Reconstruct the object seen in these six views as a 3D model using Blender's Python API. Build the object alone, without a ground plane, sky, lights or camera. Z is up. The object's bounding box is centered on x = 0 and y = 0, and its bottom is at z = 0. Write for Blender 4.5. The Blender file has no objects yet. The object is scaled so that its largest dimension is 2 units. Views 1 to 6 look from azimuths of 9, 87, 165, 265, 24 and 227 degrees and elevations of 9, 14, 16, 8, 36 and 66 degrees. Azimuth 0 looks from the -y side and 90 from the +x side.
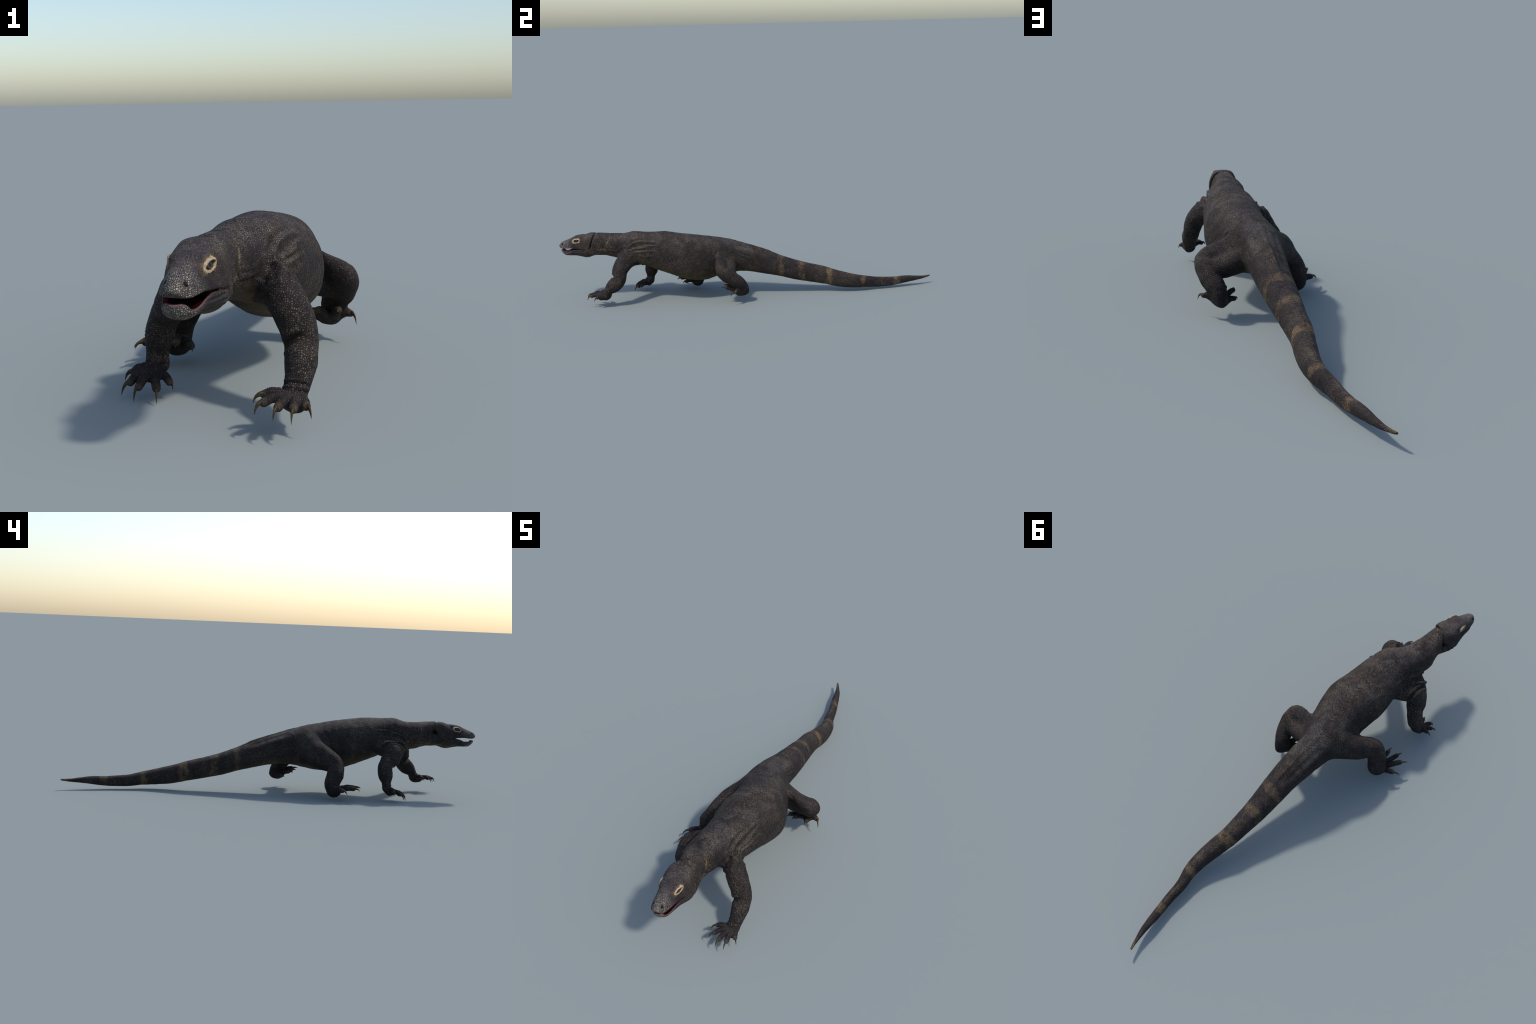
# ---------------------------------------------------------------------------
# A walking monitor lizard: the skin is one implicit surface (a lofted trunk,
# a lofted head with two jaws, four limbs and twenty toes), meshed once and then
# separated by region into anatomical parts.
# ---------------------------------------------------------------------------
import numpy as np

V = lambda *a: np.array(a, dtype=float)
SEED = 7


def spline(knots, n=500):
    """Natural-ish (Catmull-Rom, non uniform) table through knots [(x, a, b..)]"""
    k = np.array(knots, float)
    x, y = k[:, 0], k[:, 1:]
    m = np.zeros_like(y)
    h = np.diff(x)[:, None]
    d = np.diff(y, axis=0) / h
    m[1:-1] = (d[:-1] * h[1:] + d[1:] * h[:-1]) / (h[:-1] + h[1:])
    m[0], m[-1] = d[0], d[-1]
    X = np.linspace(x[0], x[-1], n)
    i = np.clip(np.searchsorted(x, X, side="right") - 1, 0, len(x) - 2)
    t = ((X - x[i]) / h[i, 0])[:, None]
    hi = h[i]
    Y = ((2 * t**3 - 3 * t**2 + 1) * y[i] + (t**3 - 2 * t**2 + t) * hi * m[i]
         + (-2 * t**3 + 3 * t**2) * y[i + 1] + (t**3 - t**2) * hi * m[i + 1])
    return X, Y


def smin(a, b, k):
    h = np.maximum(k - np.abs(a - b), 0) / k
    return np.minimum(a, b) - h * h * k * 0.25


def smax(a, b, k):
    return -smin(-a, -b, k)


def look(tab, x):
    X, Yt = tab
    f = (np.clip(x, X[0], X[-1]) - X[0]) / (X[-1] - X[0]) * (len(X) - 1)
    i = np.minimum(f.astype(np.int32), len(X) - 2)
    f = (f - i)[:, None]
    return Yt[i] * (1 - f) + Yt[i + 1] * f


# --- trunk: y, centre x, half width, top z, bottom z -----------------------
TRUNK = [
    (-.84, .024, .030, .346, .280), (-.80, .022, .044, .3655, .2535), (-.75, .0229, .0475, .366, .2472), (-.70, .0205, .0600, .3619, .2324),
    (-.65, .0307, .0679, .3620, .2246), (-.60, .0485, .0774, .3752, .2118), (-.55, .0620, .0873, .3724, .1969),
    (-.50, .0640, .0945, .3718, .1778), (-.45, .0610, .1050, .3708, .1578), (-.40, .0615, .1110, .3645, .1385),
    (-.32, .0700, .1135, .3541, .1147), (-.24, .0600, .1050, .3407, .1063), (-.16, .0400, .0930, .3257, .1220),
    (-.08, .0260, .0700, .3040, .1360), (0, .0246, .0650, .2755, .1332), (.08, .0245, .0590, .2465, .1171),
    (.16, .0196, .0556, .2146, .0990), (.24, .0135, .0491, .1850, .0764), (.32, .0109, .0429, .1600, .0589),
    (.40, .0090, .0385, .1395, .0440), (.48, .0165, .0360, .1143, .0262), (.56, .0210, .0310, .0930, .0183),
    (.62, .0140, .0275, .0800, .0155), (.68, -.0030, .0222, .0662, .0105), (.74, -.0115, .0193, .0605, .0096),
    (.80, -.0235, .0187, .0570, .0121), (.86, -.0360, .0165, .0572, .0205), (.92, -.0485, .0128, .0514, .0276),
    (.96, -.0610, .0082, .0478, .0325), (.985, -.0700, .0060, .0480, .0375), (.9985, -.0760, .0038, .0475, .0410)]

# --- head: local frame (s forward, l to its left, h up) ---------------------
HO = V(.02, -.80, .31)
HF = V(-.062, -.998, 0.0); HF /= np.linalg.norm(HF)
HL = V(.998, -.062, -.045); HL -= HF * (HL @ HF); HL /= np.linalg.norm(HL)
HU = np.cross(HF, -HL); HU *= np.sign(HU[2])


def to_head(P):
    D = P - HO
    return D @ HF, D @ HL, D @ HU


def from_head(s, l, h):
    return HO + HF * s + HL * l + HU * h


HEAD_TOP = [(-.05, .052), (-.02, .0555), (.012, .0575), (.04, .0550), (.055, .0500), (.075, .0452), (.10, .0450), (.112, .0425),
            (.14, .0305), (.175, .0165), (.186, .0115), (.193, .0060), (.2005, -.004)]
HEAD_BOT = [(-.05, -.052), (-.02, -.056), (0, -.0575), (.02, -.0625), (.04, -.0690), (.055, -.0705), (.08, -.0660), (.11, -.0605),
            (.15, -.0590), (.165, -.0575), (.174, -.0525), (.184, -.0440), (.1915, -.0330)]
LIP_UP = [(-.05, -.050), (.012, -.055), (.035, -.046), (.048, -.032), (.058, -.0225), (.075, -.0185), (.10, -.0160), (.138, -.0155),
          (.16, -.0180), (.18, -.0185), (.192, -.0150), (.2005, -.0065)]
LIP_LOW = [(-.05, -.015), (.03, -.012), (.05, -.0185), (.058, -.0210), (.075, -.0205), (.09, -.0198), (.105, -.0200), (.124, -.0250),
           (.143, -.0330), (.160, -.0365), (.170, -.0345), (.177, -.0275), (.184, -.0260), (.1915, -.0300)]
W_UP = [(-.05, .040), (-.02, .044), (0, .049), (.02, .0545), (.04, .0580), (.055, .0580), (.066, .0560), (.08, .0510), (.09, .0475), (.11, .0435),
        (.13, .0395), (.16, .0340), (.18, .0275), (.19, .0210), (.196, .0140), (.2005, .0030)]
W_LOW = [(-.05, .036), (0, .045), (.03, .0545), (.05, .0570), (.07, .0530), (.09, .0470), (.11, .0420), (.13, .0375), (.15, .0325), (.163, .0285),
         (.174, .0235), (.183, .0165), (.1885, .0105), (.1915, .0025)]
EYE = (.102, .0342, .0248)

# --- limbs: joints (x, y, z, radius) from body outwards ----------------------
LIMBS = {
    "LF": [(0.0816, -0.5874, 0.2590, 0.0524, 0.0397), (0.1298, -0.6400, 0.2406, 0.0473, 0.0382), (0.1613, -0.6723, 0.1942, 0.0389, 0.0383), (0.1754, -0.6792, 0.1432, 0.0326, 0.0325), (0.1771, -0.7086, 0.1164, 0.0370, 0.0305), (0.1744, -0.7338, 0.0912, 0.0228, 0.0261), (0.1695, -0.7453, 0.0668, 0.0226, 0.0225)],
    "RF": [(-0.0221, -0.5421, 0.2392, 0.0469, 0.0490), (-0.0768, -0.5730, 0.2237, 0.0419, 0.0440), (-0.1096, -0.5440, 0.1850, 0.0335, 0.0351), (-0.1334, -0.5275, 0.1471, 0.0347, 0.0312), (-0.1402, -0.5323, 0.1185, 0.0339, 0.0300), (-0.1444, -0.5371, 0.0888, 0.0235, 0.0230), (-0.1424, -0.5403, 0.0600, 0.0210, 0.0247)],
    "LH": [(0.0757, -0.1128, 0.2240, 0.0681, 0.0254), (0.1528, -0.1398, 0.2073, 0.0493, 0.0171), (0.2117, -0.1469, 0.1817, 0.0364, 0.0308), (0.2060, -0.0881, 0.1364, 0.0374, 0.0329), (0.1825, -0.0465, 0.0937, 0.0314, 0.0315), (0.1735, -0.0395, 0.0652, 0.0217, 0.0322)],
    "RH": [(-0.0361, -0.1766, 0.2118, 0.0672, 0.0416), (-0.0829, -0.2326, 0.1877, 0.0586, 0.0428), (-0.1227, -0.2928, 0.1502, 0.0430, 0.0351), (-0.1509, -0.2881, 0.1085, 0.0401, 0.0357), (-0.1639, -0.2742, 0.0722, 0.0368, 0.0334), (-0.1649, -0.2815, 0.0415, 0.0336, 0.0312)],
}
REF = {"LF": V(1, 0, 0), "RF": V(1, 0, 0), "LH": V(.40, .70, .59), "RH": V(.77, -.57, -.29)}
# --- toes: knuckle root, claw base, claw tip ---------------------------------
TOES = {
    "LF": [((.150, -.762, .070), (.115, -.772, .075), (.098, -.785, .060)),
           ((.152, -.772, .068), (.120, -.809, .071), (.106, -.821, .050)),
           ((.161, -.780, .066), (.149, -.829, .069), (.143, -.848, .049)),
           ((.174, -.780, .064), (.176, -.826, .066), (.175, -.847, .043)),
           ((.184, -.770, .062), (.196, -.795, .062), (.206, -.808, .042))],
    "RF": [((-.165, -.555, .052), (-.191, -.566, .049), (-.207, -.568, .030)),
           ((-.165, -.565, .048), (-.188, -.599, .036), (-.202, -.613, .011)),
           ((-.156, -.572, .046), (-.166, -.615, .031), (-.173, -.627, .0025)),
           ((-.144, -.570, .044), (-.130, -.608, .028), (-.125, -.629, .0003)),
           ((-.134, -.562, .045), (-.106, -.589, .037), (-.100, -.592, .020))],
    "LH": [((.195, -.060, .066), (.231, -.080, .076), (.244, -.106, .051)),
           ((.188, -.070, .066), (.201, -.125, .093), (.201, -.154, .092)),
           ((.172, -.068, .064), (.146, -.117, .091), (.143, -.138, .090)),
           ((.162, -.062, .060), (.120, -.100, .084), (.113, -.120, .080)),
           ((.158, -.052, .054), (.122, -.066, .064), (.109, -.077, .055))],
    "RH": [((-.180, -.290, .046), (-.227, -.315, .054), (-.254, -.333, .035)),
           ((-.180, -.305, .048), (-.219, -.369, .064), (-.238, -.394, .054)),
           ((-.172, -.310, .048), (-.186, -.382, .066), (-.193, -.405, .059)),
           ((-.158, -.310, .048), (-.147, -.369, .063), (-.143, -.393, .054)),
           ((-.146, -.300, .044), (-.118, -.345, .051), (-.111, -.361, .039))],
}
# palm / sole pads: centre, radius
PADS = {
    "LF": [(0.1670, -0.7643, 0.0605, 0.0186), (0.1622, -0.7779, 0.0631, 0.0134), (0.1788, -0.7775, 0.0583, 0.0150), (0.1733, -0.7503, 0.0568, 0.0131)],
    "RF": [(-0.1572, -0.5534, 0.0427, 0.0186), (-0.1607, -0.5690, 0.0411, 0.0103), (-0.1442, -0.5740, 0.0404, 0.0114), (-0.1516, -0.5497, 0.0460, 0.0137)],
    "LH": [(0.1779, -0.0537, 0.0575, 0.0178), (0.1760, -0.0660, 0.0619, 0.0151), (0.1860, -0.0601, 0.0601, 0.0139)],
    "RH": [(-0.1633, -0.2859, 0.0410, 0.0215), (-0.1660, -0.3020, 0.0427, 0.0169), (-0.1774, -0.2919, 0.0409, 0.0164)],
}


# right shoulder cap, belly of the raised left thigh
MUSCLE = {"RF": [(-.010, -.598, .262, .048), (-.050, -.604, .244, .040), (-.079, -.590, .217, .0365), (-.101, -.571, .188, .0345)],
          "LH": [(.095, -.112, .188, .046), (.150, -.112, .164, .040), (.192, -.112, .156, .0365), (.212, -.116, .160, .034)]}
BLEND = {"LF": .026, "RF": .026, "LH": .020, "RH": .028}


class Body:
    def __init__(self):
        self.setup()

    def setup(self, limbs=None, pads=None):
        limbs = limbs or LIMBS
        pads = pads or PADS
        self.trunk_tab = spline(TRUNK, 1200)
        T = lambda k: spline(k, 400)
        self.h = {n: T(k) for n, k in dict(top=HEAD_TOP, bot=HEAD_BOT, lu=LIP_UP, ll=LIP_LOW, wu=W_UP, wl=W_LOW).items()}
        self.chain = {}
        for n, j in limbs.items():
            j = np.array(j)
            t = np.concatenate([[0], np.cumsum(np.linalg.norm(np.diff(j[:, :3], axis=0), axis=1))])
            X, Y = spline(np.column_stack([t, j]), 4 * len(j))
            self.chain[n] = Y
        self.toe = {}
        for n, ts in TOES.items():
            self.toe[n] = []
            for root, base, tip in ts:
                root, base, tip = V(*root), V(*base), V(*tip)
                mid = root * .45 + base * .55 + V(0, 0, .004)
                end = base + (base - root) / np.linalg.norm(base - root) * -.002 - V(0, 0, .0015)
                big = 1.0 if n in ("LF", "RF") else 1.16
                j = np.array([(*root, .0108 * big), (*mid, .0092 * big), (*end, .0083 * big**.5)])
                X, Y = spline(np.column_stack([[0, .5, 1], j]), 7)
                self.toe[n].append(Y)
        self.pads = pads
        self.box = {}
        for n in limbs:
            pts = np.vstack([np.column_stack([self.chain[n][:, :3], self.chain[n][:, 3:].max(1)])] + self.toe[n])
            self.box[n] = (pts[:, :3] - pts[:, 3:]).min(0), (pts[:, :3] + pts[:, 3:]).max(0)

    @staticmethod
    def tube(P, Y):
        d = np.full(len(P), 9.0)
        for a, b in zip(Y[:-1], Y[1:]):
            ab = b[:3] - a[:3]
            t = np.clip(((P - a[:3]) @ ab) / max(ab @ ab, 1e-12), 0, 1)
            q = P - a[:3] - t[:, None] * ab
            d = np.minimum(d, np.sqrt((q * q).sum(1)) - (a[3] + (b[3] - a[3]) * t))
        return d

    @staticmethod
    def flat_tube(P, Y, ref):
        """chain of elliptic cones: joints (x, y, z, ra, rb), ra across ref, rb along it"""
        d = np.full(len(P), 9.0)
        for a, b in zip(Y[:-1], Y[1:]):
            ab = b[:3] - a[:3]
            L = np.linalg.norm(ab)
            if L < 1e-6:
                continue
            ax = ab / L
            e2 = ref - ax * (ref @ ax); e2 /= np.linalg.norm(e2)
            e1 = np.cross(ax, e2)
            p = P - a[:3]
            t = np.clip(p @ ax / L, 0, 1)
            q = p - (t * L)[:, None] * ax
            ra = a[3] + (b[3] - a[3]) * t
            rb = a[4] + (b[4] - a[4]) * t
            rho = np.sqrt((q @ e1 / ra) ** 2 + (q @ e2 / rb) ** 2 + (q @ ax) ** 2 / (ra * rb) + 1e-9)
            r = np.sqrt((q * q).sum(1))
            d = np.minimum(d, np.where(rho > .2, r * (1 - 1 / rho), -.8 * np.minimum(ra, rb)))
        return d

    @staticmethod
    def section(u, x, z, ends, w, top, bot, frac, n, nz=None):
        """distance to a lofted superellipse; u runs along the axis"""
        w = np.maximum(w, .001)
        hh = np.maximum(top - bot, .002)
        cz = bot + frac * hh
        dz = z - cz
        up = np.where(dz > 0, (1 - frac) * hh, frac * hh)
        rho = ((np.abs(x) / w) ** n + (np.abs(dz) / up) ** n + 1e-9) ** (1 / n)
        r = np.sqrt(x * x + dz * dz)
        d = np.where(rho > .3, r * (1 - 1 / rho), -.7 * np.minimum(w, up))
        over = np.maximum(np.maximum(ends[0] - u, u - ends[1]), 0)
        return np.where(over > 0, np.sqrt(np.maximum(d, 0) ** 2 + over**2), d)

    def trunk(self, P):
        c = look(self.trunk_tab, P[:, 1])
        return self.section(P[:, 1], P[:, 0] - c[:, 0], P[:, 2], (-.84, .9985), c[:, 1], c[:, 2], c[:, 3], .47, 2.15)

    def jaws(self, s, l, h):
        g = {n: look(t, s)[:, 0] for n, t in self.h.items()}
        # the skull narrows towards its flat roof, the jaw towards the throat
        k = np.clip((s + .01) / .05, 0, 1)
        rise = np.clip((h - g["lu"]) / np.maximum(g["top"] - g["lu"], .004), 0, 1)
        drop = np.clip((g["ll"] - h) / np.maximum(g["ll"] - g["bot"], .004), 0, 1)
        taper = np.interp(s, [.02, .065, .10, .15], [.10, .26, .36, .42])
        roof = np.interp(s, [0, .03, .10, .14], [2.6, 3.8, 3.6, 2.8])
        lip = np.interp(s, [.06, .068, .118, .145, .17], [0, .0042, .0040, .0012, 0])
        up = self.section(s, l, h, (-.05, .2005), g["wu"] * (1 - taper * k * rise ** 1.1), g["top"], g["lu"] - lip, .16, roof)
        lo = self.section(s, l, h, (-.05, .1915), g["wl"] * (1 - .16 * k * drop ** 1.5), g["ll"] + lip, g["bot"], .78, 2.5)
        return up, lo, g

    def cavity(self, s, l, h, g):
        w = np.maximum(np.minimum(g["wu"], g["wl"] + .002) - .0050, .001)
        return self.section(s, l, h, (.066, .1865), w * np.clip((s - .058) / .022, .05, 1) , g["lu"] + .0085 * np.clip((.197 - s) / .02, .1, 1),
                            g["ll"] - .0160 * np.clip((.186 - s) / .012, .05, 1), .5, 2.6)

    def head(self, P):
        s, l, h = to_head(P)
        up, lo, g = self.jaws(s, l, h)
        al = np.abs(l)
        ell = lambda cs, cl, ch, rs, rl, rh: (np.sqrt(((s - cs) / rs) ** 2 + ((al - cl) / rl) ** 2 + ((h - ch) / rh) ** 2) - 1) * min(rs, rl, rh)
        # brow ridges and cheek muscle
        b0, b1 = V(.076, .0265, .0385), V(.113, .0258, .0325)
        q = np.stack([s, al, h], 1)
        t = np.clip((q - b0) @ (b1 - b0) / ((b1 - b0) @ (b1 - b0)), 0, 1)
        brow = np.linalg.norm(q - b0 - t[:, None] * (b1 - b0), axis=1) - (.0068 - .0018 * t)
        up = smin(up, brow, .014)
        up = smin(up, ell(.040, .041, -.004, .028, .0130, .026), .012)
        d = np.minimum(up, lo)
        d = np.where(s < .06, smin(up, lo, .006), d)
        # eye: raised almond of lids (rear corner high) round a socket
        dh = h - EYE[2] + .16 * (s - EYE[0])
        dh = np.where(dh > 0, dh * 1.22, dh)
        de = np.sqrt(((s - EYE[0]) / 1.85) ** 2 + dh**2)
        plane = EYE[1] - np.where(s < EYE[0], .20, .34) * (s - EYE[0]) - .14 * dh
        d = smin(d, ell(EYE[0] - .003, .0225, EYE[2], .025, .0105, .0155), .006)
        ring = np.sqrt((de - .0102) ** 2 + ((al - plane) / 1.25) ** 2) - .0025
        d = smin(d, ring, .004)
        # heavy upper lid hooding the eye
        ps = np.clip((s - EYE[0] + .0145) / .030, 0, 1)
        cs = EYE[0] - .0145 + .030 * ps
        ch = EYE[2] + .0078 - .16 * (cs - EYE[0]) - 18 * (cs - EYE[0]) ** 2
        cl = EYE[1] + .0004 - np.where(cs < EYE[0], .20, .34) * (cs - EYE[0])
        hood = np.sqrt((s - cs) ** 2 + ((al - cl) / 1.25) ** 2 + (h - ch) ** 2) - .0036
        socket = np.sqrt(((s - EYE[0]) / 1.75) ** 2 + dh**2 + ((al - plane - .0020) / 1.3) ** 2) - .0076
        d = smax(d, -socket, .002)
        d = smin(d, hood, .002)
        # nostrils
        d = smax(d, -ell(.1795, .0195, .0062, .0058, .0055, .0036), .002)
        self.cav = self.cavity(s, l, h, g)
        d = smax(d, -self.cav, .002)
        # cheek membrane closing the rear of the gape
        self.memb = self.membrane(s, l, h, g)
        return np.minimum(d, self.memb)

    @staticmethod
    def membrane(s, l, h, g):
        w = np.minimum(g["wu"], g["wl"])
        a = np.abs(np.abs(l) - (w - .0130)) - .0018
        return np.maximum(np.maximum(a, np.maximum(s - .092 - 1.2 * np.abs(h - (g["lu"] + g["ll"]) / 2), .05 - s)), np.maximum(h - g["lu"] - .006, g["ll"] - .008 - h))

    def crease(self, P, d):
        s, l, h = to_head(P)
        sc = .009 + .62 * np.minimum(l, 0) + .33 * np.maximum(.05 - h, 0) * np.clip(l / .03, 0, 1)
        amp = np.clip((h + .030) / .03, 0, 1) * np.clip(np.abs(l) / .022, .50, 1)
        d = d + .0100 * amp * np.exp(-(((s - sc) / .0042) ** 2)) + .0020 * amp * np.exp(-(((s - sc + .006) / .006) ** 2))
        e1 = (np.sqrt(((s + .009 - .55 * (.008 - h)) / .0135) ** 2 + ((l + .050) / .020) ** 2 + ((h - .008) / .0150) ** 2) - 1) * .0135
        e2 = (np.sqrt(((s - .024 + .33 * h) / .0036) ** 2 + ((l - .058) / .013) ** 2 + ((h + .002) / .021) ** 2) - 1) * .0036
        d = smax(d, -e1, .004)
        return smax(d, -e2, .003)

    def limb(self, n, P, full=False):
        d = self.flat_tube(P, self.chain[n], REF[n])
        if n in MUSCLE:
            d = smin(d, self.tube(P, np.array(MUSCLE[n])), .012)
        pad = np.full(len(P), 9.0)
        for x, y, z, r in self.pads[n]:
            pad = smin(pad, np.sqrt(((P - V(x, y, z)) ** 2).sum(1)) - r, .012)
        toes = np.full(len(P), 9.0)
        for Y in self.toe[n]:
            toes = smin(toes, self.tube(P, Y), .004)
        hand = smin(pad, toes, .008)
        if full:
            return d, hand
        return smin(d, hand, .012)

    def sdf(self, P):
        d = self.trunk(P)
        near = P[:, 1] < -.70
        if near.any():
            Q = P[near]
            e = smin(d[near], self.head(Q), .006)
            d[near] = self.crease(Q, e)
        for n, (lo, hi) in self.box.items():
            m = ((P > lo - .05) & (P < hi + .05)).all(1)
            if m.any():
                d[m] = smin(d[m], self.limb(n, P[m]), BLEND[n])
        return d


# ---------------------------------------------------------------------------
# meshing: sparse sampling of the implicit surface, then dual (surface-net) quads
# ---------------------------------------------------------------------------
def polygonise(f, lo, hi, cell, block=7):
    n = np.ceil((hi - lo) / cell / block).astype(int) * block + 1
    nb = (n - 1) // block
    bi = np.stack(np.meshgrid(*[np.arange(k) for k in nb], indexing="ij"), -1).reshape(-1, 3)
    centre = lo + (bi + .5) * block * cell
    half = block * cell * .5 * 1.7321
    d = np.concatenate([f(c) for c in np.array_split(centre, max(1, len(centre) // 200000))])
    act = bi[np.abs(d) < half * 1.25 + .006]
    F = np.full(n, 1.0, np.float32)
    loc = np.stack(np.meshgrid(*[np.arange(block + 1)] * 3, indexing="ij"), -1).reshape(-1, 3)
    flat = np.ravel_multi_index(tuple((act[:, None] * block + loc[None]).reshape(-1, 3).T), n)
    flat = np.unique(flat)
    Ff = F.reshape(-1)
    for part in np.array_split(flat, max(1, len(flat) // 250000)):
        ijk = np.stack(np.unravel_index(part, n), -1)
        Ff[part] = f(lo + ijk * cell)
    known = np.zeros(n, bool)
    known.reshape(-1)[flat] = True
    base = np.zeros(n, bool)
    base.reshape(-1)[np.ravel_multi_index(tuple((act[:, None] * block + loc[None]).reshape(-1, 3).T), n)] = True
    # cells with a sign change, all corners known
    cells = (act[:, None] * block + loc[(loc < block).all(1)][None]).reshape(-1, 3)
    corner = np.stack(np.meshgrid([0, 1], [0, 1], [0, 1], indexing="ij"), -1).reshape(-1, 3)
    val = np.stack([F[tuple((cells + c).T)] for c in corner], 1)
    neg = val < 0
    keep = neg.any(1) & ~neg.all(1)
    cells, val = cells[keep], val[keep]
    acc = np.zeros((len(cells), 3))
    cnt = np.zeros(len(cells))
    for a in range(8):
        for b in range(a + 1, 8):
            if np.abs(corner[a] - corner[b]).sum() != 1:
                continue
            m = (val[:, a] < 0) != (val[:, b] < 0)
            t = val[m, a] / (val[m, a] - val[m, b])
            acc[m] += corner[a] + (corner[b] - corner[a]) * t[:, None]
            cnt[m] += 1
    verts = lo + (cells + acc / cnt[:, None]) * cell
    index = np.full(n, -1, np.int32)
    index[tuple(cells.T)] = np.arange(len(cells))
    quads = []
    for ax in range(3):
        u, w = [(1, 2), (2, 0), (0, 1)][ax]
        eu, ew = np.eye(3, dtype=int)[u], np.eye(3, dtype=int)[w]
        ea = np.eye(3, dtype=int)[ax]
        a, b = F[tuple(cells.T)], F[tuple((cells + ea).T)]
        m = (a < 0) != (b < 0)
        c, flip = cells[m], (a[m] < 0)
        q = np.stack([index[tuple(x.T)] for x in (c - eu - ew, c - ew, c, c - eu)], 1)
        ok = (q >= 0).all(1)
        q, flip = q[ok], flip[ok]
        q[~flip] = q[~flip][:, ::-1]
        quads.append(q)
    return verts, np.concatenate(quads)


def split_faces(verts, quads, sel):
    """one level of subdivision of the chosen quads; neighbours become n-gons"""
    E = np.sort(np.stack([quads[sel], np.roll(quads[sel], -1, 1)], -1).reshape(-1, 2), 1)
    key, inv = np.unique(E[:, 0].astype(np.int64) * len(verts) + E[:, 1], return_inverse=True)
    mid = (verts[key // len(verts)] + verts[key % len(verts)]) * .5
    nv = len(verts)
    em = nv + inv.reshape(-1, 4)
    fc = nv + len(mid) + np.arange(sel.sum())
    q = quads[sel]
    small = np.concatenate([np.stack([q[:, i], em[:, i], fc, em[:, i - 1]], 1) for i in range(4)])
    lut = dict(zip(key.tolist(), range(len(key))))
    rest = quads[~sel]
    touched = np.zeros(nv, bool)
    touched[q.reshape(-1)] = True
    border = touched[rest].sum(1) >= 2
    ngons = []
    for f in rest[border]:
        g = []
        for i in range(4):
            a, b = int(f[i]), int(f[(i + 1) % 4])
            g.append(a)
            k = lut.get(min(a, b) * nv + max(a, b))
            if k is not None:
                g.append(nv + k)
        ngons.append(g)
    V2 = np.concatenate([verts, mid, verts[q].mean(1)])
    return V2, np.concatenate([rest[~border], small]), ngons


def gradient(f, P, e=.0006):
    g = np.stack([f(P + d) - f(P - d) for d in np.eye(3) * e], 1) / (2 * e)
    return g / np.maximum(np.linalg.norm(g, axis=1), .25)[:, None] ** 1, np.linalg.norm(g, axis=1)


def settle(f, P, rounds=2):
    for _ in range(rounds):
        d = f(P)
        n, m = gradient(f, P)
        P = P - np.clip(d / np.maximum(m, .4), -.002, .002)[:, None] * n
    return P
import bpy
import mathutils

BODY = Body()

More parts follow.
